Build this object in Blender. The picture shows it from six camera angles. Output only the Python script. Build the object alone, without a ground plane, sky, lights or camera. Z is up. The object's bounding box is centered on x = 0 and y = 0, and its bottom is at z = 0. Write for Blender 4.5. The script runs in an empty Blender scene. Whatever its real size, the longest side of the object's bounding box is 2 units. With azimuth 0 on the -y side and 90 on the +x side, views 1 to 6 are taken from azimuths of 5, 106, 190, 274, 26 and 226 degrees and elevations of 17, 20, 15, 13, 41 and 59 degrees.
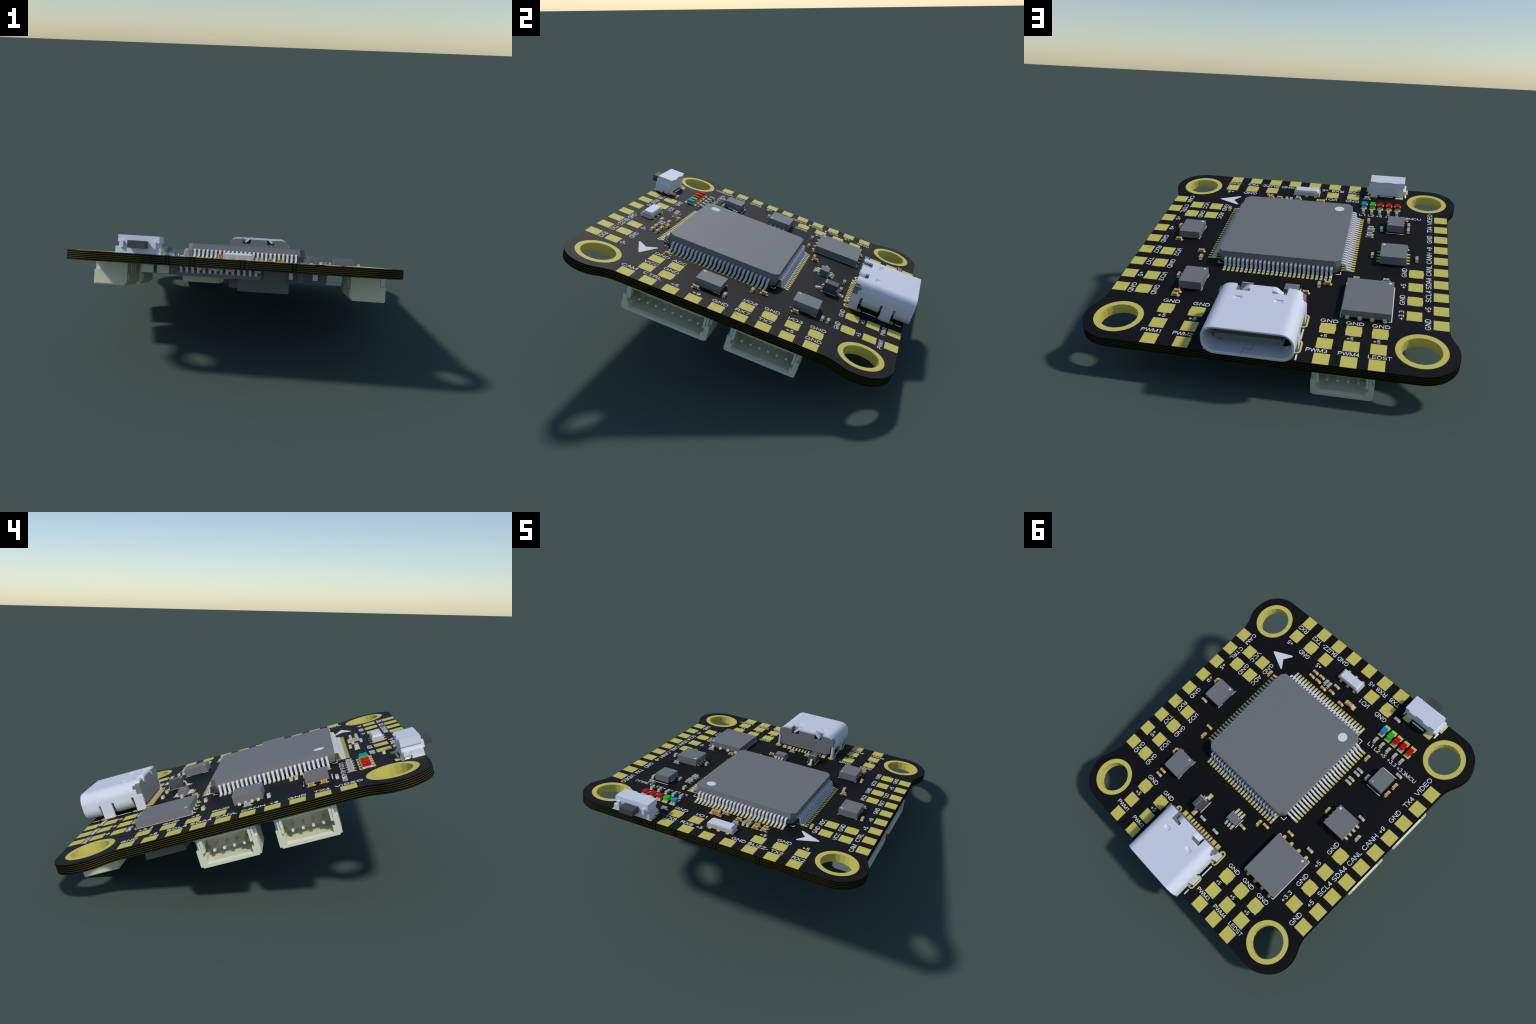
"""A tilted flight-controller circuit board, built part by part in millimetres.

Board frame: x to the right and y away from the USB edge, seen from above; z = 0 is
the upper face of the board.  One Empty carries the tilt and the scale to metres."""
import bpy, bmesh, math
from mathutils import Matrix, Vector
from math import sin, cos, pi, radians, sqrt, atan2

# ------------------------------------------------------------------ materials
MATS = {}


def mat(name, col, rough=0.5, metal=0.0, spec=0.5, grain=0.04, scale=3.0):
    """Principled surface whose colour is gently mottled by noise."""
    if name in MATS:
        return MATS[name]
    m = bpy.data.materials.new(name)
    m.use_nodes = True
    nt = m.node_tree
    b = nt.nodes["Principled BSDF"]
    tc = nt.nodes.new("ShaderNodeTexCoord")
    nz = nt.nodes.new("ShaderNodeTexNoise")
    nz.inputs["Scale"].default_value = scale
    nz.inputs["Detail"].default_value = 3.0
    nt.links.new(tc.outputs["Object"], nz.inputs["Vector"])
    mx = nt.nodes.new("ShaderNodeMix")
    mx.data_type = 'RGBA'
    mx.inputs["A"].default_value = (*[c * (1 - grain) for c in col], 1)
    mx.inputs["B"].default_value = (*[min(1, c * (1 + grain)) for c in col], 1)
    nt.links.new(nz.outputs["Fac"], mx.inputs["Factor"])
    nt.links.new(mx.outputs["Result"], b.inputs["Base Color"])
    b.inputs["Roughness"].default_value = rough
    b.inputs["Metallic"].default_value = metal
    b.inputs["Specular IOR Level"].default_value = spec
    MATS[name] = m
    return m


M_MASK = mat("black_solder_mask", (0.007, 0.007, 0.0075), 0.6, spec=0.15)
M_CORE = mat("black_laminate", (0.002, 0.002, 0.0015), 0.6, spec=0.1)
M_INNER = mat("darkened_inner_copper", (0.125, 0.108, 0.016), 0.6, spec=0.1)  # darker olive than the pad gold, for the thin lines along the board rim
M_GOLD = mat("gold_plating", (0.72, 0.635, 0.135), 0.6, spec=0.15)
M_VIA = mat("via_copper", (0.020, 0.017, 0.003), 0.6, spec=0.1)
M_SILK = mat("white_print", (0.86, 0.87, 0.88), 0.8, spec=0.1)
M_CHIP = mat("grey_moulding", (0.215, 0.22, 0.225), 0.6, spec=0.3)
M_DARK = mat("dark_moulding", (0.10, 0.10, 0.105), 0.6, spec=0.3)
M_PIN = mat("tinned_lead", (0.78, 0.78, 0.82), 0.5, spec=0.3)
M_SHELL = mat("steel_shell", (0.79, 0.82, 0.91), 0.45, spec=0.4)  # blue cast tinted into the base colour for sky mirrored in the metal
M_TERM = mat("tin_terminal", (0.70, 0.69, 0.68), 0.6, spec=0.3)
M_ORANGE = mat("orange_ceramic", (0.75, 0.33, 0.015), 0.6, spec=0.2)
M_RES = mat("grey_resistor", (0.50, 0.50, 0.52), 0.6, spec=0.3)
M_FAINT = mat("pale_marking", (0.80, 0.50, 0.28), 0.7, spec=0.1)
M_GREYINK = mat("grey_marking", (0.24, 0.24, 0.25), 0.7, spec=0.1)
M_CREAM = mat("cream_nylon", (0.80, 0.80, 0.60), 0.55, spec=0.3)
M_PEACH = mat("peach_contact", (0.72, 0.57, 0.36), 0.5, spec=0.3)
M_BAND = mat("grey_band", (0.42, 0.43, 0.46), 0.6, spec=0.2)
M_SMOKE = mat("charcoal_plunger", (0.075, 0.075, 0.08), 0.6, spec=0.3)
M_BLUE = mat("blue_lens", (0.008, 0.32, 0.72), 0.5, spec=0.08)
M_GREEN = mat("green_lens", (0.006, 0.70, 0.008), 0.5, spec=0.08)
M_RED = mat("red_lens", (0.70, 0.006, 0.007), 0.5, spec=0.08)
M_PALE = mat("pale_lens_base", (0.72, 0.68, 0.38), 0.5, spec=0.3)
M_MILK = mat("milky_ceramic", (0.62, 0.62, 0.63), 0.5, spec=0.3)
M_SAND = mat("sandy_contact", (0.75, 0.62, 0.38), 0.5, spec=0.3)
M_SCRATCH = mat("scratch", (0.16, 0.13, 0.02), 0.7, spec=0.1)

# ------------------------------------------------------------------ mesh helpers
SCENE = bpy.context.scene.collection


class Builder:
    """Collects solids, then turns them into one mesh."""

    def __init__(self):
        self.v, self.f, self.m, self.mats = [], [], [], []

    def slot(self, material):
        if material not in self.mats:
            self.mats.append(material)
        return self.mats.index(material)

    def box(self, x0, x1, y0, y1, z0, z1, material):
        return self.prism([(x0, y0), (x1, y0), (x1, y1), (x0, y1)], z0, z1, material)

    def prism(self, loop, z0, z1, material, top=None):
        """Solid between a loop at z0 and (optionally another) loop at z1."""
        return self.loft([[(x, y, z0) for x, y in loop], [(x, y, z1) for x, y in (top or loop)]], material)

    def loft(self, rings, material, closed=True):
        k, n, base = self.slot(material), len(rings[0]), len(self.v)
        for r in rings:
            self.v += [tuple(p) for p in r]
        for i in range(len(rings) - 1):
            for j in range(n):
                a, b = base + i * n + j, base + i * n + (j + 1) % n
                self.f.append((a, b, b + n, a + n))
                self.m.append(k)
        if closed:
            self.f.append(tuple(base + j for j in reversed(range(n))))
            self.f.append(tuple(base + (len(rings) - 1) * n + j for j in range(n)))
            self.m += [k, k]
        return self

    def ribbon(self, path, width, thick, material, axis='x'):
        """Bent strip: path of (s, z) points swept to a thickness, of a given width."""
        up, dn = [], []
        for i, (s, z) in enumerate(path):
            a = path[max(0, i - 1)]
            b = path[min(len(path) - 1, i + 1)]
            d = Vector((b[0] - a[0], b[1] - a[1])).normalized()
            n = Vector((-d.y, d.x)) * thick / 2
            up.append((s + n.x, z + n.y))
            dn.append((s - n.x, z - n.y))
        rings = []
        for u, w in zip(up, dn):
            if axis == 'x':
                rings.append([(u[0], -width / 2, u[1]), (u[0], width / 2, u[1]), (w[0], width / 2, w[1]), (w[0], -width / 2, w[1])])
            else:
                rings.append([(-width / 2, u[0], u[1]), (width / 2, u[0], u[1]), (width / 2, w[0], w[1]), (-width / 2, w[0], w[1])])
        return self.loft(rings, material)

    def cyl(self, cx, cy, r, z0, z1, material, n=24):
        return self.prism([(cx + r * cos(2 * pi * i / n), cy + r * sin(2 * pi * i / n)) for i in range(n)], z0, z1, material)

    def merge(self, other, matrix=None):
        base = len(self.v)
        self.v += [tuple(matrix @ Vector(p)) if matrix else p for p in other.v]
        self.f += [tuple(base + i for i in f) for f in other.f]
        self.m += [self.slot(other.mats[k]) for k in other.m]
        return self

    def mesh(self, name, bevel=0.0, seg=2, smooth=False):
        me = bpy.data.meshes.new(name)
        me.from_pydata(self.v, [], self.f)
        for m in self.mats:
            me.materials.append(m)
        for p, k in zip(me.polygons, self.m):
            p.material_index = k
        bm = bmesh.new()
        bm.from_mesh(me)
        bmesh.ops.recalc_face_normals(bm, faces=bm.faces)
        if bevel:
            es = [e for e in bm.edges if len(e.link_faces) == 2 and e.calc_face_angle(0) > 0.6]
            bmesh.ops.bevel(bm, geom=es, offset=bevel, segments=seg, profile=0.5, affect='EDGES', clamp_overlap=True)
        bm.to_mesh(me)
        bm.free()
        if smooth:
            me.shade_smooth()
            me.set_sharp_from_angle(angle=radians(35))
        return me


def add(name, data, parent, loc=(0, 0, 0), rot=0.0, matrix=None, **props):
    o = bpy.data.objects.new(name, data)
    SCENE.objects.link(o)
    o.parent = parent
    if matrix is not None:
        o.matrix_local = matrix
    else:
        o.location = loc
        o.rotation_euler = (0, 0, rot)
    for k, v in props.items():
        o[k] = v
    return o


def circle(cx, cy, r, n=48, a0=0.0):
    return [(cx + r * cos(a0 + 2 * pi * i / n), cy + r * sin(a0 + 2 * pi * i / n)) for i in range(n)]


def plate(name, loops, z0, z1, material):
    """Flat plate with holes: first loop is the outline, the others are holes."""
    cu = bpy.data.curves.new(name, 'CURVE')
    cu.dimensions = '2D'
    cu.fill_mode = 'BOTH'
    cu.extrude = (z1 - z0) / 2
    for lp in loops:
        s = cu.splines.new('POLY')
        s.points.add(len(lp) - 1)
        for p, (x, y) in zip(s.points, lp):
            p.co = (x, y, 0, 1)
        s.use_cyclic_u = True
        s.use_smooth = False
    o = bpy.data.objects.new(name, cu)
    SCENE.objects.link(o)
    me = bpy.data.meshes.new_from_object(o.evaluated_get(bpy.context.evaluated_depsgraph_get()))
    bpy.data.objects.remove(o)
    me.name = name
    me.transform(Matrix.Translation((0, 0, (z0 + z1) / 2)))
    me.materials.clear()
    me.materials.append(material)
    bm = bmesh.new()
    bm.from_mesh(me)
    bmesh.ops.remove_doubles(bm, verts=bm.verts, dist=1e-5)
    bmesh.ops.recalc_face_normals(bm, faces=bm.faces)
    bm.to_mesh(me)
    bm.free()
    me.shade_flat()
    return me


def rounded_rect(x0, x1, y0, y1, r, n=6):
    pts = []
    for cx, cy, a in ((x1 - r, y0 + r, -pi / 2), (x1 - r, y1 - r, 0), (x0 + r, y1 - r, pi / 2), (x0 + r, y0 + r, pi)):
        pts += [(cx + r * cos(a + pi / 2 * i / n), cy + r * sin(a + pi / 2 * i / n)) for i in range(n + 1)]
    return pts


def arc(cx, cy, rx, ry, a0, a1):
    n = max(4, int(abs(a1 - a0) / 18))
    return [(cx + rx * cos(radians(a0 + (a1 - a0) * i / n)), cy + ry * sin(radians(a0 + (a1 - a0) * i / n))) for i in range(n + 1)]


LO, HI = .065, .935                                # centre lines of the bottom and top strokes
STEM = [(.16, 0), (.16, 1)]
# grotesque capitals as pen strokes, capital height 1: advance width, then the strokes
LETTERS = {
    'A': (.93, [(.05, 0), (.44, 1)], [(.88, 0), (.49, 1)], [(.2, .35), (.73, .35)]),
    'B': (.93, STEM, [(.16, HI), (.5, HI)] + arc(.5, .73, .24, .205, 90, -90) + [(.16, .525)], [(.5, .525)] + arc(.54, .295, .26, .23, 90, -90) + [(.16, LO)]),
    'C': (1.0, arc(.53, .5, .41, .435, 38, 322)),
    'D': (1.0, STEM, [(.16, HI), (.45, HI)] + arc(.45, .5, .42, .435, 90, -90) + [(.16, LO)]),
    'E': (.93, STEM, [(.16, HI), (.84, HI)], [(.16, .53), (.8, .53)], [(.16, LO), (.87, LO)]),
    'G': (1.09, arc(.55, .5, .43, .435, 42, 310) + [(.95, .2), (.95, .45), (.57, .45)]),
    'H': (1.0, [(.15, 0), (.15, 1)], [(.85, 0), (.85, 1)], [(.15, .52), (.85, .52)]),
    'I': (.39, [(.195, 0), (.195, 1)]),
    'L': (.78, [(.15, 1), (.15, LO), (.75, LO)]),
    'M': (1.16, [(.14, 0), (.14, 1)], [(.15, .99), (.57, .03)], [(1.01, .99), (.59, .03)], [(1.02, 0), (1.02, 1)]),
    'N': (1.0, [(.15, 0), (.15, 1)], [(.85, 0), (.85, 1)], [(.16, .96), (.84, .04)]),
    'O': (1.09, arc(.545, .5, .435, .435, 0, 360)),
    'P': (.93, STEM, [(.16, HI), (.53, HI)] + arc(.53, .70, .27, .235, 90, -90) + [(.16, .465)]),
    'R': (1.0, STEM, [(.16, HI), (.56, HI)] + arc(.56, .705, .27, .23, 90, -90) + [(.16, .475)], [(.55, .47), (.92, 0)]),
    'S': (.93, arc(.46, .72, .31, .215, 18, 270) + arc(.47, .285, .34, .22, 88, -165)),
    'T': (.85, [(.03, HI), (.82, HI)], [(.425, 0), (.425, HI)]),
    'U': (1.0, [(.15, 1), (.15, .38)] + arc(.5, .38, .35, .315, 180, 360) + [(.85, 1)]),
    'V': (.93, [(.04, 1), (.44, 0)], [(.89, 1), (.49, 0)]),
    'W': (1.32, [(.04, 1), (.34, .02)], [(.36, .02), (.65, .98)], [(.67, .98), (.96, .02)], [(.98, .02), (1.28, 1)]),
    'X': (.93, [(.06, 0), (.87, 1)], [(.06, 1), (.87, 0)]),
    'Z': (.85, [(.06, HI), (.78, HI)], [(.74, .93), (.1, .07)], [(.05, LO), (.8, LO)]),
    '0': (.777, arc(.388, .5, .28, .435, 0, 360)),
    '1': (.777, [(.44, 0), (.44, 1)], [(.44, .93), (.19, .74)]),
    '2': (.777, arc(.385, .69, .28, .245, 172, -38) + [(.12, .1)], [(.06, LO), (.71, LO)]),
    '3': (.777, arc(.38, .73, .25, .205, 160, -85), arc(.38, .30, .28, .235, 95, -165)),
    '4': (.777, [(.52, 0), (.52, 1)], [(.5, .93), (.09, .3)], [(.05, .29), (.72, .29)]),
    '5': (.777, [(.68, HI), (.21, HI), (.14, .5)], arc(.37, .32, .29, .255, 135, -160)),
    '7': (.777, [(.06, HI), (.72, HI)], [(.68, .93), (.28, 0)]),
    '8': (.777, arc(.385, .73, .235, .205, 0, 360), arc(.385, .29, .275, .225, 0, 360)),
    '9': (.777, arc(.38, .66, .27, .275, 0, 360), arc(.36, .5, .29, .435, 0, -150)),
    '+': (.815, [(.1, .42), (.72, .42)], [(.41, .1), (.41, .74)]),
    '-': (.465, [(.05, .33), (.41, .33)]),
    '.': (.388, [(.195, 0), (.195, .14)]),
    '/': (.388, [(.0, -.02), (.39, 1.02)]),
}
GLYPHS = {}


def text_mesh(body, width, height, thick=0.016, material=None, pen=.125):
    """Lettering drawn with a flat pen, scaled to a given length and capital height."""
    key = (body, round(width, 3), round(height, 3), material)
    if key in GLYPHS:
        return GLYPHS[key]
    strokes, x = [], 0.0
    for ch in body:
        strokes += [[(x + px, py) for px, py in st] for st in LETTERS[ch][1:]]
        x += LETTERS[ch][0]
    x0 = min(p[0] for st in strokes for p in st) - pen / 2
    x1 = max(p[0] for st in strokes for p in st) + pen / 2
    sx = width / (x1 - x0)
    b = Builder()
    for i, st in enumerate(strokes):
        pts = [Vector(((px - (x0 + x1) / 2) * sx, (py - .5) * height)) for px, py in st]
        closed = (pts[0] - pts[-1]).length < 1e-4
        if closed:
            pts = pts[:-1]
        n, left, right, hw = len(pts), [], [], pen * (height + sx) / 4
        for j, p in enumerate(pts):
            d0 = (p - pts[j - 1]) if (j or closed) else (pts[1] - p)
            d1 = (pts[(j + 1) % n] - p) if (j < n - 1 or closed) else d0
            d0, d1 = d0.normalized(), d1.normalized()
            nrm = Vector((-d0.y - d1.y, d0.x + d1.x))
            nrm = nrm.normalized() / max(.5, nrm.length / 2)
            left.append(p + nrm * hw)
            right.append(p - nrm * hw)
        top = thick / 2 + .002 * (i % 5)            # crossing strokes never share a plane
        rings = [[(l.x, l.y, -thick / 2), (l.x, l.y, top), (r.x, r.y, top), (r.x, r.y, -thick / 2)] for l, r in zip(left, right)]
        b.loft(rings + rings[:1] if closed else rings, material or M_SILK, closed=not closed)
    GLYPHS[key] = b.mesh("lettering")
    return GLYPHS[key]


# ------------------------------------------------------------------ the thing itself
MM = 0.05185374
root = bpy.data.objects.new("circuit_board_assembly", None)
SCENE.objects.link(root)
yaw_tilt = Matrix(((-0.99996606, 0.00782175, -0.0025891), (-0.0082381, -0.95416413, 0.29917044), (-0.00013039, 0.29918161, 0.95419618)))
root.matrix_world = Matrix.Translation((-0.00045, -0.01314, 0.48654)) @ yaw_tilt.to_4x4() @ Matrix.Scale(MM, 4)
root["label"] = "black drone control circuit board with gold pads, chips and connectors"
root["category"] = "circuit board"

# ------------------------------------------------------------------ bare board
HX, HY, HOLE, LOBE, FIL = 17.9, 18.88, 15.25, 3.63, 4.0
T = 1.0                                            # board thickness


def board_outline(grow=0.0):
    """Square board with round lobes at its corners and waisted left and right sides."""
    hx, hy, lobe, fil = HX + grow, HY + grow, LOBE + grow, FIL - grow
    fx = hx + fil
    dy = sqrt((lobe + fil) ** 2 - (fx - HOLE) ** 2)
    a = atan2(HOLE - dy - HOLE, fx - HOLE)          # lobe centre towards fillet centre
    ang = [pi + a * i / 6 for i in range(7)]        # a is negative
    right_top = [(fx + fil * cos(t), HOLE - dy + fil * sin(t)) for t in ang]
    n = 20
    right_top += [(HOLE + lobe * cos(a + (pi / 2 - a) * i / n), HOLE + lobe * sin(a + (pi / 2 - a) * i / n)) for i in range(1, n + 1)]
    left_top = [(-x, y) for x, y in reversed(right_top)]
    low = [(-x, -y) for x, y in right_top] + [(-x, -y) for x, y in left_top]
    return right_top + left_top + low


HOLES = [(sx * HOLE, sy * HOLE) for sx in (-1, 1) for sy in (-1, 1)]
USB_X = -0.785
SLOTS = [rounded_rect(USB_X + s * 4.33 - 0.38, USB_X + s * 4.33 + 0.38, y0 + .22, y1 - .22, 0.37) for s in (-1, 1) for y0, y1 in ((-13.75, -11.55), (-17.75, -15.75))]


def board_plate(name, grow, z0, z1, m):
    return plate(name, [board_outline(grow)] + [circle(x, y, 2.25, 40) for x, y in HOLES] + SLOTS, z0, z1, m)


# five black laminate sheets with the copper layers set back in the grooves between them
GAP, N_CU = 0.062, 6
STEP = (T - 0.03) / (N_CU - 1)
layer_z = [-0.015 - STEP * i for i in range(N_CU)]
board = add("board", board_plate("board", -0.25, -T + 0.012, -0.012, M_CORE), root)
for za, zb in zip(layer_z[1:], layer_z):
    add("laminate_layer", board_plate("laminate_layer", 0.0, za + GAP / 2, zb - GAP / 2, M_CORE), board)
for z in layer_z:
    add("copper_layer", board_plate("copper_layer", -0.025, max(z - GAP / 2 - .004, -T - .012), min(z + GAP / 2 + .004, .006), M_INNER), board)
add("solder_mask", board_plate("solder_mask", 0.0, -0.006, 0.028, M_MASK), board)
add("solder_mask", board_plate("solder_mask", 0.0, -T - .035, -T + 0.006, M_MASK), board)
via = Builder().box(-.09, .09, -.05, .006, -T + .02, -0.02, M_VIA).mesh("edge_via")
shade = Builder().box(-.28, .28, -.05, .003, -T + .02, -0.016, M_CORE).mesh("dark_band")
for x in (12.9, 8.5, 6.7, 4.0, -1.46, -7.0, -9.8, -12.1):
    add("edge_via", via, board, (x, HY, 0))
    if x in (6.7, 4.0, -1.46, -7.0):
        add("dark_band", shade, board, (x, HY, 0))

# gold-plated mounting holes, with the faceted barrels of the original
for x, y in HOLES:
    add("mounting_hole_ring", plate("mounting_hole_ring", [circle(x, y, 2.54, 64), circle(x, y, 1.97, 20, 0.1)], -T - 0.045, 0.042, M_GOLD), root)

# ------------------------------------------------------------------ edge and inner solder pads
PADS = ([(x, 18.09) for x in (-11.11, -8.33, -5.55, -2.77, 0.01, 2.80, 5.58)]
        + [(x, 15.59) for x in (-11.12, -8.34, -5.56, 2.81, 5.58)]
        + [(-17.1, 10.99 - 2.635 * i) for i in range(9)]
        + [(-14.5, 9.69), (-11.91, 9.70), (-14.51, 7.29), (-11.91, 7.30)]
        + [(-14.51, y) for y in (-2.18, -4.82, -7.46, -10.09)]
        + [(x, y) for x in (-10.905, -7.61) for y in (-13.09, -15.585, -18.08)]
        + [(x, y) for x in (5.99, 8.585, 11.18) for y in (-13.39, -15.78, -18.08)]
        + [(17.075, 10.915 - 2.434 * i) for i in range(10)]
        + [(14.385, y) for y in (-2.0, -4.64, -7.25, -9.88)])
pad_mesh = Builder().box(-.775, .775, -.775, .775, -0.03, 0.038, M_GOLD).mesh("solder_pad")
g, k, e = .775, .36, .045
bumped = [(-g, -g), (-k, -g), (-k + .08, -g - e), (k - .08, -g - e), (k, -g), (g, -g), (g, -k), (g + e, -k + .08), (g + e, k - .08), (g, k), (g, g), (k, g), (k - .08, g + e), (-k + .08, g + e), (-k, g), (-g, g), (-g, k), (-g - e, k - .08), (-g - e, -k + .08), (-g, -k)]
ground_mesh = Builder().prism(bumped, -0.03, 0.038, M_GOLD).mesh("solder_pad")
GROUND = {(-8.34, 15.59), (5.58, 15.59), (-14.51, 7.29), (-14.51, -4.82), (-14.51, -10.09), (-10.905, -13.09), (-7.61, -13.09), (5.99, -13.39), (8.585, -13.39), (11.18, -13.39), (14.385, -2.0), (14.385, -7.25)}
for x, y in PADS:
    add("solder_pad", ground_mesh if (x, y) in GROUND else pad_mesh, root, (x, y, 0))
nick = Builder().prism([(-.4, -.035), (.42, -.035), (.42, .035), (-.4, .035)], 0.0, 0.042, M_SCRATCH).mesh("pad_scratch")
add("pad_scratch", nick, root, (-16.78, -1.72, 0), radians(41))

# ------------------------------------------------------------------ printed lettering
W_GND = 1.79
TEXTS = []                                          # body, x, y, length, capital height, turn


def label(body, x, y, w, turn, h=0.58):
    TEXTS.append((body, x, y, w, h, turn))


for body, y, w in (("VIDEO", 11.0, 2.72), ("TX4", 8.40, 1.58), ("GND", 5.98, W_GND), ("+9", 3.70, .86), ("CANH", 1.65, 2.4), ("CANL", -1.0, 2.2), ("SDA4", -3.58, 2.22), ("SCL4", -6.05, 2.15), ("+5", -8.5, .86), ("GND", -11.0, W_GND)):
    label(body, 15.75, y, w, pi / 2, .60)
for body, y, w in (("GND", -1.92, W_GND), ("+5", -4.6, .86), ("GND", -7.2, W_GND), ("+3.3", -9.92, 1.6)):
    label(body, 13.06, y, w, pi / 2, .56)
for body, y, w in (("CAM", 11.14, 1.80), ("CTRL", 8.35, 2.24), ("+5", 5.76, .90), ("+9", 3.22, .90), ("GND", 0.44, W_GND), ("RX7", -2.12, 1.62), ("TX7", -4.70, 1.62), ("+5", -7.46, .88), ("GND", -10.1, W_GND)):
    label(body, -15.82, y, w, -pi / 2)
for body, x, y, w in (("VCC", -13.28, 9.70, 1.78), ("GND", -13.22, 7.3, W_GND), ("GND", -10.62, 9.54, W_GND), ("ADC", -10.66, 7.33, 1.72), ("I/O2", -13.24, -2.26, 1.62), ("GND", -13.2, -4.78, W_GND), ("I/O3", -13.24, -7.5, 1.62), ("GND", -13.2, -10.1, W_GND)):
    label(body, x, y, w, -pi / 2)
for body, x, w in (("RX2", -11.16, 1.62), ("TX2", -8.46, 1.60), ("BUZZ-", -6.12, 2.56), ("GND", -3.6, W_GND), ("+5", 1.63, .86), ("RX8", 3.33, 1.66), ("TX8", 5.6, 1.60)):
    label(body, x, 16.9, w, pi)
for body, x, w in (("+5", -11.09, .88), ("GND", -8.37, W_GND), ("+5", -5.60, .88), ("I/O1", 2.74, 1.46), ("GND", 5.58, W_GND)):
    label(body, x, 14.31, w, pi)
for x, n in ((-10.76, "PWM1"), (-7.48, "PWM2")):
    label("GND", x, -11.78, W_GND, 0, .56)
    label("+5", x - .2, -14.32, .86, 0, .52)
    label(n, x - .43, -16.86, 2.03, 0, .50)
for x, n, w in ((6.01, "PWM3", 2.06), (8.6, "PWM4", 2.06), (11.2, "LEDST", 2.24)):
    label("GND", x, -12.17, W_GND, 0, .52)
    label("+5", x - .27, -14.62, .70, 0, .46)
    label(n, (5.39, 8.47, 11.4)[(n == "PWM4") + 2 * (n == "LEDST")], -16.94, w, 0, .50)
for body, x, w in (("L1", 7.22, .76), ("L2", 8.35, .80), ("+5", 9.36, .76), ("+3.3", 10.76, 1.36), ("+3.3MCU", 13.15, 2.92)):
    label(body, x, 10.77, w, 0, .50)
for body, x, y, w, h, turn in TEXTS:
    add("printed_label", text_mesh(body, w, h), root, (x, y, 0.036), turn)

# forward arrow: a rounded chevron
arrow = Builder()
pts, rad = [(-12.0, 11.93), (-9.05, 10.62), (-10.05, 11.92), (-9.2, 13.2)], 0.12
chev = []
for i, p in enumerate(pts):
    a, b, c = Vector(pts[i - 1]), Vector(p), Vector(pts[(i + 1) % 4])
    if i == 2:
        chev.append(p)
        continue
    d1, d2 = (a - b).normalized(), (c - b).normalized()
    mid = (d1 + d2).normalized()
    half = math.acos(max(-1, min(1, d1.dot(d2)))) / 2
    centre = b + mid * rad / sin(half) * 0.75
    a1 = atan2(*reversed((-(d1.orthogonal() if d1.orthogonal().dot(mid) > 0 else -d1.orthogonal()))[:]))
    a2 = atan2(*reversed((-(d2.orthogonal() if d2.orthogonal().dot(mid) > 0 else -d2.orthogonal()))[:]))
    while a2 - a1 > pi:
        a2 -= 2 * pi
    while a2 - a1 < -pi:
        a2 += 2 * pi
    chev += [(centre.x + rad * cos(a1 + (a2 - a1) * k / 6), centre.y + rad * sin(a1 + (a2 - a1) * k / 6)) for k in range(7)]
arrow.prism(chev, -0.005, 0.042, M_SILK)
add("forward_arrow", arrow.mesh("forward_arrow"), root)


def stroke(x0, y0, x1, y1, w=0.12):
    """Printed line with round ends."""
    a = atan2(y1 - y0, x1 - x0)
    pts = [(x0 + w / 2 * cos(a + pi / 2 + pi * i / 6), y0 + w / 2 * sin(a + pi / 2 + pi * i / 6)) for i in range(7)]
    pts += [(x1 + w / 2 * cos(a - pi / 2 + pi * i / 6), y1 + w / 2 * sin(a - pi / 2 + pi * i / 6)) for i in range(7)]
    return Builder().prism(pts, -0.005, 0.041, M_SILK)


lines = [
    (-11.66, 4.3, -11.66, 3.6), (-11.66, 1.84, -11.66, 1.13), (-14.15, 4.3, -14.15, 3.6), (-14.15, 1.84, -14.15, 1.13),
    (-8.28, -6.22, -8.28, -6.9), (-8.28, -8.73, -8.28, -9.34), (-10.8, -6.22, -10.8, -6.9), (-10.8, -8.73, -10.8, -9.34),
    (12.16, -5.08, 12.16, -11.31), (6.98, -5.08, 6.98, -11.31), (12.16, -5.08, 11.9, -5.08), (12.16, -11.31, 11.9, -11.31), (6.98, -5.08, 7.24, -5.08), (6.98, -11.31, 7.24, -11.31),
    (10.5, 9.6, 12.6, 9.6), (10.5, 6.65, 12.58, 6.65),
    (-2.58, -8.45, -2.58, -10.3), (-3.84, -8.45, -3.84, -10.3), (2.26, -8.51, 2.26, -7.14), (0.5, -8.51, 0.5, -7.14),
    (1.0, 16.2, 1.0, 14.8), (-2.44, 16.2, -2.44, 14.8),
    (3.65, -14.0, 3.65, -15.55), (3.65, -17.97, 3.65, -18.63), (-5.22, -14.0, -5.22, -15.55), (-5.22, -17.97, -5.22, -18.63),
    (12.47, 16.6, 12.47, 17.27), (7.51, 16.6, 7.51, 17.27), (9.1, 16.43, 10.75, 16.43)]
for x in (-7.96, 6.09):
    for y in (-3.6, 10.42):
        sx, sy = (0.5 if x < 0 else -0.5), (0.5 if y < 0 else -0.5)
        lines += [(x, y, x + sx, y), (x, y, x, y + sy)]
silk_thick = {12.47: 0.2, 7.51: 0.2, 9.1: 0.2, 3.65: 0.17, -5.22: 0.17}
for l in lines:
    add("printed_line", stroke(*l, silk_thick.get(l[0], 0.1)).mesh("printed_line"), root)

# ------------------------------------------------------------------ main microcontroller
MX, MY = -0.92, 3.40
chip = Builder()


def octagon(h, c):
    return [(h - c, -h), (h, -h + c), (h, h - c), (h - c, h), (-h + c, h), (-h, h - c), (-h, -h + c), (-h + c, -h)]


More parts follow.
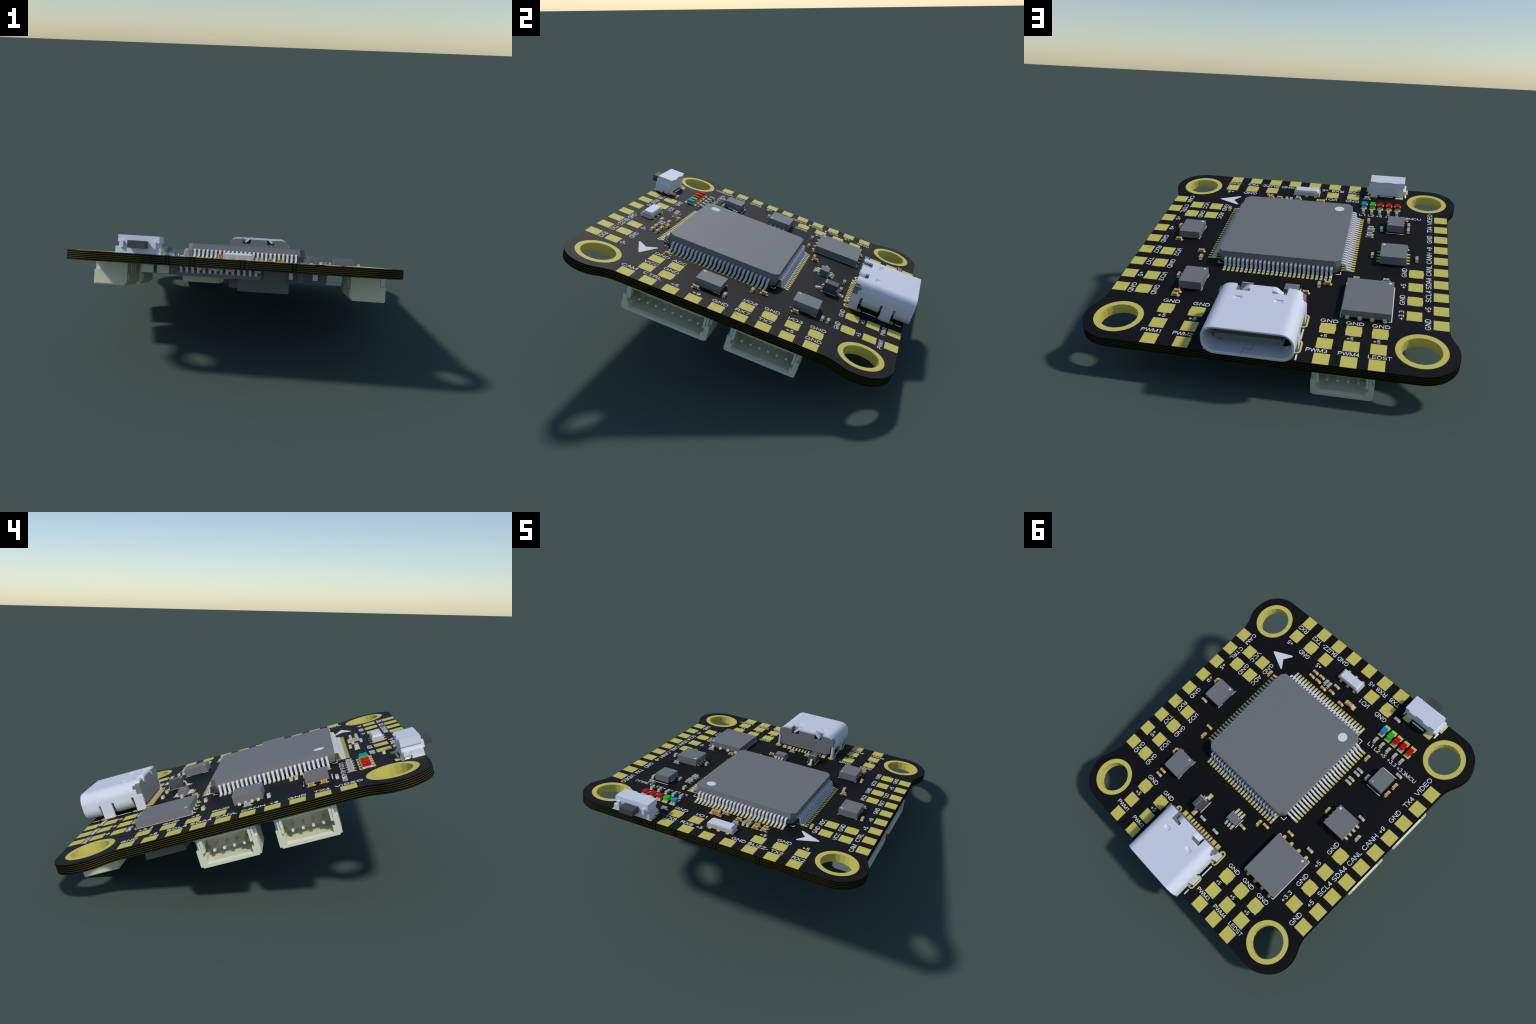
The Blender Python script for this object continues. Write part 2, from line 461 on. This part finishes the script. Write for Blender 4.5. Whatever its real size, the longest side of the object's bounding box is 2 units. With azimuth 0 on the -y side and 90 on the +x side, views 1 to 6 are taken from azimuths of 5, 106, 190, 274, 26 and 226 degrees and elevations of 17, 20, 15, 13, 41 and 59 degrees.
chip.loft([[(x, y, z) for x, y in octagon(h, c)] for h, c, z in ((6.86, .5, .12), (7.0, .53, .80), (7.0, .53, .98), (6.93, .52, 1.65))], M_CHIP)
mcu = add("microcontroller_chip", chip.mesh("microcontroller_chip"), root, (MX, MY, 0))
add("pin_one_dot", Builder().cyl(0, 0, .59, 1.645, 1.66, M_SILK, 40).mesh("pin_one_dot"), mcu, (5.38, 5.42, 0))
lead = Builder().ribbon([(6.95, .93), (7.25, .93), (7.36, .90), (7.43, .82), (7.50, .40), (7.56, .18), (7.62, .12), (7.72, .09), (8.05, .085)], .25, .14, M_PIN, 'x').mesh("chip_lead")
lead_pad = Builder().prism(rounded_rect(6.95, 8.49, -.15, .15, .1), -.02, .038, M_GOLD).mesh("lead_pad")
for side in range(4):
    for i in range(25):
        r = Matrix.Rotation(side * pi / 2, 4, 'Z') @ Matrix.Translation((0, (i - 12) * 0.5017, 0))
        add("chip_lead", lead, mcu, matrix=r)
        add("lead_pad", lead_pad, mcu, matrix=r)

# ------------------------------------------------------------------ leadless chips
def box_chip(name, x0, x1, y0, y1, z1, dot=None, z0=0.03, material=None, inset=0.0):
    cx, cy, hx, hy = (x0 + x1) / 2, (y0 + y1) / 2, (x1 - x0) / 2, (y1 - y0) / 2
    b = Builder()
    lo, hi = [(-hx, -hy), (hx, -hy), (hx, hy), (-hx, hy)], [(-hx + inset, -hy + inset), (hx - inset, -hy + inset), (hx - inset, hy - inset), (-hx + inset, hy - inset)]
    b.prism(lo, z0, z1, material or M_CHIP, hi)
    o = add(name, b.mesh(name, bevel=0.015, seg=1), root, (cx, cy, 0))
    if dot:
        add("pin_one_dot", Builder().cyl(0, 0, dot[2], z1 - .005, z1 + .008, M_SILK, 24).mesh("pin_one_dot"), o, (dot[0] - cx, dot[1] - cy, 0))
    return o


def pad_row(owner, xs, y0, y1, w, round_=None, tab=None):
    """Rounded gold pads below a chip edge, each with a tin tab of the chip on it."""
    ox, oy = owner.location.x, owner.location.y
    for x in xs:
        add("lead_pad", Builder().prism(rounded_rect(-w / 2, w / 2, y0 - oy, y1 - oy, round_ or .08), -.02, .038, M_GOLD).mesh("lead_pad"), owner, (x - ox, 0, 0))
        if tab:
            add("chip_lead", Builder().box(-tab[2] / 2, tab[2] / 2, tab[0] - oy, tab[1] - oy, .016, tab[3], M_PIN).mesh("chip_lead"), owner, (x - ox, 0, 0))


def pad_column(owner, ys, x0, x1, w, round_=None, tab=None):
    ox, oy = owner.location.x, owner.location.y
    for y in ys:
        add("lead_pad", Builder().prism(rounded_rect(x0 - ox, x1 - ox, -w / 2, w / 2, round_ or .08), -.02, .038, M_GOLD).mesh("lead_pad"), owner, (0, y - oy, 0))
        if tab:
            add("chip_lead", Builder().box(tab[0] - ox, tab[1] - ox, -tab[2] / 2, tab[2] / 2, .016, tab[3], M_PIN).mesh("chip_lead"), owner, (0, y - oy, 0))


box_chip("motion_sensor_chip", -14.15, -11.65, 1.21, 4.2, .91, (-11.96, 3.90, .155))
box_chip("motion_sensor_chip", -10.77, -8.27, -9.29, -6.29, 1.0, (-8.59, -6.6, .125))
flash = box_chip("power_regulator_chip", 7.08, 12.07, -11.12, -5.19, .85, (11.68, -5.6, .16))
for xs, (y0, y1), tab in (((7.69, 8.96, 10.22, 11.50), (-5.3, -4.76), (-5.35, -5.13, .38, .26)), ((7.69, 8.96, 10.22, 11.50), (-11.55, -11.0), (-11.17, -10.9, .38, .2))):
    pad_row(flash, xs, y0, y1, .46, .22, tab)
can = box_chip("bus_transceiver_chip", 10.18, 13.2, -.49, 2.51, 1.05, (10.52, 2.16, .16))
pad_column(can, (2.02, 1.37, .72, .07), 13.0, 13.58, .30, .08, (13.0, 13.24, .28, .24))
pad_column(can, (2.02, 1.37, .72, .07), 9.78, 10.4, .30, .08, (10.14, 10.4, .28, .24))
baro = box_chip("pressure_sensor_chip", 10.58, 12.6, 6.9, 9.3, 1.02, (10.98, 7.28, .085), z0=.1)
add("chip_lead", Builder().box(-1.06, -.9, -.55, .55, .02, .2, M_PIN).mesh("chip_lead"), baro)

tri = box_chip("surge_protection_chip", .62, 2.13, -8.36, -7.25, .67, (1.93, -7.42, .07), z0=.06)
pad_row(tri, (.88, 1.38, 1.88), -7.2, -6.45, .30, .08, (-7.26, -6.75, .24, .2))
pad_row(tri, (.88, 1.38, 1.88), -9.12, -8.4, .30, .08, (-8.85, -8.35, .24, .2))

diode = Builder()
diode.loft([[(x * sx, y * sx, z) for x, y in ((-.625, -.82), (.625, -.82), (.625, .82), (-.625, .82))] for sx, z in ((.94, .08), (1.0, .55), (1.0, .7), (.97, 1.22))], M_DARK)
diode.box(-.61, .61, .62, .80, 1.20, 1.228, M_BAND)
for s in (1, -1):
    leg = Builder().ribbon([(s * .75, .62), (s * .95, .60), (s * 1.05, .5), (s * 1.12, .18), (s * 1.2, .09), (s * 1.5, .085)], .32, .12, M_TERM, 'y')
    diode.merge(leg)
d = add("diode", diode.mesh("diode"), root, (-3.21, -9.42, 0))
for y in (1.36, -1.36):
    add("lead_pad", Builder().box(-.29, .29, y - .42, y + .42, -.02, .038, M_GOLD).mesh("lead_pad"), d)
add("printed_label", text_mesh("SOD-323", 1.05, .2, .012, M_BAND), d, (-.05, -.12, 1.226), pi / 2 + pi)

# ------------------------------------------------------------------ small passives
def passive(kind, L=.62, W=.33, H=.34, pl=.97, pw=.36):
    b = Builder()
    t = .075 * L / .62
    body = M_ORANGE if kind == "capacitor" else M_RES
    b.box(-L / 2 + t, L / 2 - t, -W / 2 + .006, W / 2 - .006, .02, H - .008, body)
    for s in (-1, 1):
        b.box(*sorted((s * L / 2, s * (L / 2 - t - .01))), -W / 2, W / 2, .016, H, M_TERM)
        b.prism(rounded_rect(*sorted((s * pl / 2, s * (pl / 2 - .36 * pl / .97))), -pw / 2, pw / 2, .06), -.02, .038, M_GOLD)
    if kind == "capacitor":
        b.box(-L * .27, L * .27, -.04, .04, H - .01, H - .002, M_FAINT)
    else:
        for k in (-1, 0, 1):
            b.box(k * .09 - .028, k * .09 + .028, -.05, .05, H - .01, H - .002, M_GREYINK)
    return b.mesh(kind)


CAP, RES = passive("capacitor"), passive("resistor")
for x, y, v in ((-9.92, 9.25, 1), (-14.81, 3.71, 1), (-14.02, .60, 0), (-10.54, -1.59, 0), (-10.22, -2.91, 1), (-11.52, -7.0, 1), (-10.74, -10.70, 0), (-10.73, -10.02, 0),
                (2.87, -7.81, 0), (4.06, -6.03, 1), (4.96, -5.67, 0), (7.94, -4.20, 0), (9.26, 1.04, 1), (13.16, 7.44, 1), (13.18, 8.74, 1), (8.16, 9.17, 1),
                (-5.24, 13.39, 0), (-5.24, 12.68, 0), (-4.10, 13.42, 0), (-4.08, 12.69, 0), (-2.82, 12.37, 0), (-1.61, 12.72, 0), (.42, 12.29, 0)):
    add("capacitor", CAP, root, (x, y, 0), v * pi / 2)
for x, y, v in ((-1.77, -10.60, 0), (.70, -10.63, 0), (11.17, -4.01, 0), (12.97, 3.10, 0), (14.36, 1.0, 1), (8.60, 7.38, 0), (8.58, 6.81, 0), (8.57, 5.88, 0), (8.57, 5.32, 0), (9.93, 7.37, 1), (12.60, 10.08, 0),
                (7.27, 11.61, 1), (8.34, 11.60, 1), (9.38, 11.61, 1), (10.47, 11.60, 1), (11.57, 11.60, 1), (7.42, 15.38, 0), (-3.11, 13.23, 1), (-2.52, 13.20, 1), (-1.62, 13.71, 0)):
    add("resistor", RES, root, (x, y, 0), v * pi / 2)
big = passive("capacitor", 1.06, .52, .53, 1.7, .62)
bc = add("capacitor", big, root, (1.5, 12.97, 0))
add("printed_label", text_mesh("0402", .55, .2, .012, M_FAINT), bc, (0, 0, .534), pi)

for x, m in ((7.27, M_BLUE), (8.37, M_GREEN), (9.38, M_RED), (10.47, M_RED), (11.575, M_RED)):
    b = Builder()
    b.box(-.27, .27, -.5, .5, .02, .25, M_TERM)
    for s in (-1, 1):
        b.box(-.28, -.06, *sorted((s * .42, s * .53)), .016, .255, M_PALE)
        b.box(.06, .28, *sorted((s * .42, s * .53)), .016, .255, M_PALE)
        b.box(-.06, .06, *sorted((s * .42, s * .5)), .016, .255, M_PALE)
        b.prism(rounded_rect(-.40, .40, *sorted((s * .83, s * .26)), .08), -.02, .038, M_GOLD)
    b.prism([(-.31, -.46), (.31, -.46), (.31, .46), (-.31, .46)], .256, .52, m, [(-.30, -.42), (.30, -.42), (.30, .42), (-.30, .42)])
    add("indicator_light", b.mesh("indicator_light"), root, (x, 13.22, 0))

# ceramic resonator: milky base with sandy contacts and a rounded lid
b = Builder()
b.box(-1.7, 1.68, -.68, .68, .03, .53, M_MILK)
for x in (-1.18, 0.03, 1.22):
    for s in (-1, 1):
        b.box(x - .19, x + .19, *sorted((s * .5, s * .685)), .025, .525, M_SAND)
        b.prism(rounded_rect(x - .2, x + .2, *sorted((s * .5, s * .99)), .06), -.02, .038, M_GOLD)
osc = add("resonator", b.mesh("resonator"), root, (-.66, 15.53, 0))
lid = Builder().prism(rounded_rect(-1.55, 1.5, -.6, .6, .12), .53, .76, M_SHELL, rounded_rect(-1.47, 1.42, -.54, .54, .1))
add("lid", lid.mesh("lid", bevel=.04, seg=2), osc)

# ------------------------------------------------------------------ side push button
b = Builder()
face = [(2.46, .02), (2.46, .76), (2.12, .77), (2.12, 1.25), (2.275, 1.25), (2.275, 2.0)]
face = face + [(-x, z) for x, z in reversed(face)]
fold = Matrix(((1, 0, 0, 9.975), (0, 0, -1, 0), (0, 1, 0, 0), (0, 0, 0, 1)))
b.merge(Builder().prism(face, -18.82, -18.55, M_SHELL), fold)
b.box(7.70, 12.25, 16.75, 18.56, 1.24, 1.998, M_SHELL)
for x0, x1 in ((8.41, 9.35), (10.58, 11.5)):
    b.box(x0, x1, 16.60, 17.02, 1.86, 1.996, M_SHELL)
    b.box(x0 - .05, x1 + .05, 16.68, 17.02, .5, .62, M_SHELL)
b.box(7.84, 12.11, 16.72, 18.60, .03, 1.25, M_SHELL)
b.box(7.50, 12.45, 16.85, 18.56, .30, .765, M_SHELL)
for s in (-1, 1):
    b.box(*sorted((9.975 + s * 2.0, 9.975 + s * 2.51)), 17.62, 18.81, .02, .75, M_SHELL)
    b.box(*sorted((9.975 + s * 2.0, 9.975 + s * 2.40)), 16.9, 17.5, .02, .77, M_SHELL)
    b.box(*sorted((9.975 + s * 1.6, 9.975 + s * 1.95)), 18.8, 19.05, .64, 1.40, M_SHELL)
    b.box(*sorted((9.975 + s * 1.45, 9.975 + s * 1.95)), 16.55, 16.9, .02, .3, M_SHELL)
switch = add("push_button", b.mesh("push_button"), root)
add("plunger", Builder().box(8.95, 10.9, 18.7, 20.03, .62, 1.42, M_SMOKE).mesh("plunger", bevel=.04), switch)
for s in (-1, 1):
    for x0, x1, y0, y1 in ((2.0, 2.78, 17.55, 18.86), (1.18, 2.22, 15.98, 16.75)):
        add("lead_pad", Builder().box(*sorted((9.96 + s * x0, 9.96 + s * x1)), y0, y1, -.02, .038, M_GOLD).mesh("lead_pad"), switch)

# ------------------------------------------------------------------ USB socket
def boolean(obj, cutters):
    mods = []
    for c in cutters:
        m = obj.modifiers.new("cut", 'BOOLEAN')
        m.operation = 'DIFFERENCE'
        m.solver = 'EXACT'
        m.object = c
        mods.append(m)
    me = bpy.data.meshes.new_from_object(obj.evaluated_get(bpy.context.evaluated_depsgraph_get()))
    obj.modifiers.clear()
    obj.data = me
    for c in cutters:
        bpy.data.objects.remove(c)


SH_Y0, SH_Y1, SZ0, SZ1 = -19.38, -12.05, .20, 3.39     # front, rear, bottom, top of the shell
outer = rounded_rect(-4.46, 4.46, SZ0, SZ1, 1.28, 8)
inner = rounded_rect(-4.18, 4.18, SZ0 + .28, SZ1 - .28, 1.02, 8)
front = rounded_rect(-4.28, 4.28, SZ0 + .18, SZ1 - .18, 1.12, 8)
sb = Builder()
k = sb.slot(M_SHELL)
sections = [(outer, SH_Y1), (outer, SH_Y0 + .05), ([(x * .993, SZ0 + (z - SZ0) * .985 + .024) for x, z in outer], SH_Y0), (front, SH_Y0), (inner, SH_Y0 + .12), (inner, SH_Y1)]
rings = [[(x, y, z) for x, z in loop] for loop, y in sections]
sb.loft(rings + [rings[0]], M_SHELL, closed=False)
me = sb.mesh("usb_shell")
bmx = bmesh.new()
bmx.from_mesh(me)
bmesh.ops.remove_doubles(bmx, verts=bmx.verts, dist=1e-5)
bmesh.ops.recalc_face_normals(bmx, faces=bmx.faces)
bmx.to_mesh(me)
bmx.free()
usb = add("usb_socket", me, root, (USB_X, 0, 0))


def cutter(x0, x1, y0, y1, z0, z1, bevel=0.0):
    return add("cutter", Builder().box(x0, x1, y0, y1, z0, z1, M_SHELL).mesh("cutter", bevel=bevel), usb)


cuts = [cutter(-3.4, 3.4, -13.1, -11.9, .05, .6)]
for s in (-1, 1):
    for y0, y1, fingers in ((-13.45, -11.9, ((-13.45, -13.16),)), (-17.45, -15.6, ((-15.88, -15.6), (-17.45, -17.18)))):
        outline = [(y0, .1), (y1, .1), (y1, 1.44)]          # relief with round-topped slots beside the legs
        for f0, f1 in fingers:
            r = (f1 - f0) / 2
            outline += [(f1, 1.44)] * (f1 != y1) + [((f0 + f1) / 2 + r * cos(pi * i / 8), 1.70 - r + r * sin(pi * i / 8)) for i in range(9)] + [(f0, 1.44)] * (f0 != y0)
        relief = Builder().prism(outline, 2.9, 4.7, M_SHELL)
        cuts.append(add("cutter", relief.mesh("cutter"), usb, matrix=Matrix(((0, 0, s, 0), (1, 0, 0, 0), (0, 1, 0, 0), (0, 0, 0, 1)))))
    cuts.append(cutter(*sorted((s * 3.95, s * 4.7)), -12.62, -11.9, 1.86, 3.02, .0))
    cuts.append(cutter(*sorted((s * 1.12, s * 2.62)), -13.18, -11.9, 3.0, 3.6))
    dent = Builder().prism([(-.66, 3.45), (.66, 3.45), (.2, 3.27), (-.2, 3.27)], -.25, .25, M_SHELL)
    cuts.append(add("cutter", dent.mesh("cutter"), usb, matrix=Matrix.Translation((s * 2.03, -14.35, 0)) @ Matrix.Rotation(pi / 2, 4, 'X')))
bpy.context.view_layer.update()
boolean(usb, cuts)
usb.data.materials.clear()
usb.data.materials.append(M_SHELL)
usb.data.shade_flat()
for s in (-1, 1):
    for y0, y1 in ((-13.15, -12.05), (-17.18, -15.88)):
        foot = Builder().prism(rounded_rect(y0, y1, -.85, 1.62, .12, 3), -.13, .13, M_SHELL)
        add("shell_leg", foot.mesh("shell_leg"), usb, matrix=Matrix.Translation((s * 4.324, 0, 0)) @ Matrix(((0, 0, 1, 0), (1, 0, 0, 0), (0, 1, 0, 0), (0, 0, 0, 1))))
    lug = Builder().ribbon([(s * 1.05, 3.29), (s * 1.3, 3.28), (s * 1.45, 3.22), (s * 2.06, 2.69)], .72, .26, M_SHELL, 'x')
    add("shell_lug", lug.mesh("shell_lug", smooth=True), usb, (0, -12.42, 0))
    for y0, y1 in ((-13.75, -11.55), (-17.75, -15.75)):
        cx = s * 4.33
        add("shell_pad", plate("shell_pad", [rounded_rect(cx - .42, cx + .42, y0, y1, .41), rounded_rect(cx - .24, cx + .24, y0 + .2, y1 - .2, .23)], -T - .05, .04, M_GOLD), usb)
# insulator at the rear, tongue inside, contacts behind
right_half = [(3.6, .36), (4.0, .6), (4.0, 1.72), (4.40, 1.74), (4.40, 2.74), (3.6, 3.08), (2.46, 3.08), (2.42, 2.35), (1.27, 2.35), (1.24, 3.05)]
back = right_half + [(-x, z) for x, z in reversed(right_half)]
up = Matrix(((1, 0, 0, 0), (0, 0, -1, 0), (0, 1, 0, 0), (0, 0, 0, 1)))       # profile (x, z) extruded along -y
ins = Builder().prism([(x, z + .07) for x, z in back], 12.02, 12.9, M_CHIP)
inner_body = Builder().prism(rounded_rect(-4.1, 4.1, SZ0 + .33, SZ1 - .33, .98, 6), 12.8, 14.2, M_CHIP)
insulator = Builder().merge(ins, up).merge(inner_body, up)
add("insulator", insulator.mesh("insulator"), usb)
tongue = Builder().prism([(-3.1, 1.52), (3.1, 1.52), (3.34, 1.62), (3.34, 2.02), (3.1, 2.15), (-3.1, 2.15), (-3.34, 2.02), (-3.34, 1.62)], 14.0, 18.62, M_CHIP)
add("tongue", Builder().merge(tongue, up).mesh("tongue"), usb)
for x in (-2.84, -1.3, 1.3, 2.84):
    for z in (2.14, 1.48):
        add("tongue_contact", Builder().box(x - .15, x + .15, -17.8, -14.2, z, z + .05, M_GOLD).mesh("tongue_contact"), usb)
for x, w in ((3.2, .6), (2.4, .6), (1.75, .3), (1.25, .3), (.75, .3), (.25, .3)):
    for s in (-1, 1):
        add("contact", Builder().box(s * x - w / 2 + .04, s * x + w / 2 - .04, -12.6, -11.75, .016, .2, M_PEACH).mesh("contact"), usb)
        add("lead_pad", Builder().box(s * x - w / 2, s * x + w / 2, -12.6, -11.43, -.02, .038, M_GOLD).mesh("lead_pad"), usb)
seam, zs = Builder(), SZ0 + .281
zig = [(-.66, -19.33), (-.62, -18.3), (.0, -18.6), (.22, -18.5), (.24, -17.6)]
for (xa, ya), (xb, yb) in zip(zig, zig[1:]):
    n = Vector((ya - yb, xb - xa)).normalized() * .018
    seam.prism([(xa - n.x, ya - n.y), (xb - n.x, yb - n.y), (xb + n.x, yb + n.y), (xa + n.x, ya + n.y)], zs - .004, zs + .003, M_SMOKE)
add("shell_seam", seam.mesh("shell_seam"), usb)

# ------------------------------------------------------------------ wire connectors on the underside
def socket(n, x, y, turn, stepped=True):
    """n-way side-entry socket; local u across, v inwards from the mouth, h downwards."""
    W = (n + 2) / 2.0
    b = Builder()
    I = W - .76                                     # half width of the cavity

    def prof(loop, v0, v1, m=M_CREAM):
        p = Builder().prism(loop, v0, v1, m)
        b.merge(p, Matrix(((1, 0, 0, 0), (0, 0, 1, 0), (0, -1, 0, 0), (0, 0, 0, 1))))

    def slab(u0, u1, h0, h1, v0, v1, m=M_CREAM):
        prof([(u0, h0), (u1, h0), (u1, h1), (u0, h1)], v0, v1, m)

    st = .22 if stepped else 0.06
    # bottom wall with a sloping lip, and the jaws left and right
    prof([(-W + st, 2.86), (W - st, 2.86), (W - st, 3.0), (-W + st, 3.0)], 0, 3.85)
    slab(-W, W, 2.70, 2.86, .0, 3.85)
    lip = [[(-I, .0, -2.70), (I, .0, -2.70), (I, .45, -2.70), (-I, .45, -2.70)], [(-I, .36, -2.56), (I, .36, -2.56), (I, .45, -2.56), (-I, .45, -2.56)]]
    b.loft(lip, M_CREAM)
    slab(-W + .02, W - .02, 2.56, 2.71, .44, 3.9)
    for s in (-1, 1):
        def side(h0, h1, a, c, v0, v1):
            slab(*sorted((s * a, s * c)), h0, h1, v0, v1)
        side(1.2, 2.70, W - .5, W, 0, 3.93)          # jaw
        side(2.03, 2.70, I, W - .5, 0, 3.92)
        side(.06, 1.55, I, W - .52, 0.02, .75)        # guard beside the tab
        side(.06, 1.2, I + .1, W - .01, .7, 3.92)
        side(1.2, 2.03, I + .28, W - .5, .5, 3.92)
        slab(*sorted((s * (W - .47), s * (W - .27))), .03, 1.18, .12, .62, M_PIN)   # metal tab
        slab(*sorted((s * (W - .45), s * (W - .02))), .03, .12, -.1, .62, M_PIN)
    slab(-I - .02, I + .02, .08, .32, .03, 3.93)        # upper wall
    slab(-W + .03, W - .03, .08, 2.72, 3.5, 4.1)      # rear wall
    slab(-W + .4, W - .4, 1.6, 2.5, 4.0, 4.2)
    for i in range(n):
        u = i - (n - 1) / 2
        slab(u + .2, u + .8, .4, 2.4, 4.08, 4.16) if i < n - 1 else None
        slab(u - .1, u + .1, .03, .2, 4.1, 5.0, M_PIN)
        slab(u - .12, u + .12, 1.71, 1.93, .97, 3.55, M_PIN)
    o = add("wire_socket", b.mesh("wire_socket"), root, matrix=Matrix.Translation((x, y, -T)) @ Matrix.Rotation(turn, 4, 'Z'))
    for s in (-1, 1):
        add("lead_pad", Builder().box(*sorted((s * (W - .8), s * (W + .42))), -.22, 1.6, -.048, .02, M_GOLD).mesh("lead_pad"), o)
    for i in range(n):
        u = i - (n - 1) / 2
        add("lead_pad", Builder().box(u - .3, u + .3, 4.1, 5.65, -.048, .02, M_GOLD).mesh("lead_pad"), o)
    return o


socket(4, 17.65, -1.48, pi / 2)
socket(4, 17.65, 6.31, pi / 2)
socket(8, -17.65, 5.45, -pi / 2)
socket(6, -17.65, -5.62, -pi / 2, stepped=False)
socket(4, 8.1, -18.62, 0)

# ------------------------------------------------------------------ parts on the underside
def under(name, x0, x1, y0, y1, depth, material, inset=0.0, bevel=.03):
    cx, cy, hx, hy = (x0 + x1) / 2, (y0 + y1) / 2, (x1 - x0) / 2, (y1 - y0) / 2
    lo = [(-hx, -hy), (hx, -hy), (hx, hy), (-hx, hy)]
    hi = [(p - inset * (1 if p > 0 else -1), q - inset * (1 if q > 0 else -1)) for p, q in lo]
    return add(name, Builder().prism(lo, -T - .03, -T - depth, material, hi).mesh(name, bevel=bevel, seg=1), root, (cx, cy, 0))


OX, OY = 1.55, 12.8
osd = Builder()
osd.loft([[(x * 4.85 * s, y * 2.2 * s, z) for x, y in ((-1, -1), (1, -1), (1, 1), (-1, 1))] for s, z in ((.985, -T - .12), (1, -T - .6), (.975, -T - 1.15))], M_CHIP)
osd_chip = add("display_chip", osd.mesh("display_chip"), root, (OX, OY, 0))
gull = Builder().ribbon([(2.15, -T - .68), (2.5, -T - .68), (2.62, -T - .58), (2.74, -T - .18), (2.85, -T - .09), (3.2, -T - .085)], .28, .15, M_PIN, 'y').mesh("chip_lead")
for i in range(14):
    for s in (0, 1):
        add("chip_lead", gull, osd_chip, matrix=Matrix.Rotation(pi * s, 4, 'Z') @ Matrix.Translation(((i - 6.5) * .65, 0, 0)))
under("power_inductor", -6.12, .49, -1.75, 3.7, 3.065, M_CHIP)
under("power_inductor", -4.1, 2.53, -11.3, -4.5, 3.05, M_CHIP)
under("memory_chip", 6.5, 10.9, 1.6, 6.4, 1.35, M_CHIP)
under("regulator_chip", 4.2, 12.4, -5.0, .4, 1.5, M_CHIP)
under("power_switch_chip", 11.0, 14.6, -10.35, -6.15, 1.7, M_CHIP)
sma = under("rectifier_diode", -10.53, -7.97, 14.2, 17.4, 1.22, M_DARK, .1)
add("chip_lead", Builder().box(-.28, .28, 1.6, 1.72, -T - .7, -T - .02, M_TERM).mesh("chip_lead"), sma)
small = under("rectifier_diode", -7.27, -5.95, 14.5, 16.5, 1.23, M_DARK, .06)
add("chip_lead", Builder().box(-.22, .22, 1.0, 1.1, -T - .8, -T - .02, M_TERM).mesh("chip_lead"), small)
under("regulator_chip", -10.8, -7.0, -1.0, 4.5, 1.5, M_CHIP)
for x in (9.4, 7.65):
    b = Builder()
    b.box(-.62, .62, -1.0, 1.0, -T - .93, -T - .03, M_ORANGE)
    for s in (-1, 1):
        b.box(-.66, .66, *sorted((s * 1.04, s * .6)), -T - .97, -T - .02, M_TERM)
    add("bulk_capacitor", b.mesh("bulk_capacitor"), root, (x, 15.4, 0))
capb = passive("capacitor", .62, .33, .34)
flip = Matrix.Translation((0, 0, -T)) @ Matrix.Rotation(pi, 4, 'X')
for x, y, m in ((3.1, 17.0, CAP), (2.2, 16.6, RES), (1.15, 17.2, CAP), (-.1, 17.0, RES), (-2.9, 16.2, RES)):
    add("capacitor" if m is CAP else "resistor", m, root, matrix=Matrix.Translation((x, y, 0)) @ flip)

bpy.context.view_layer.update()
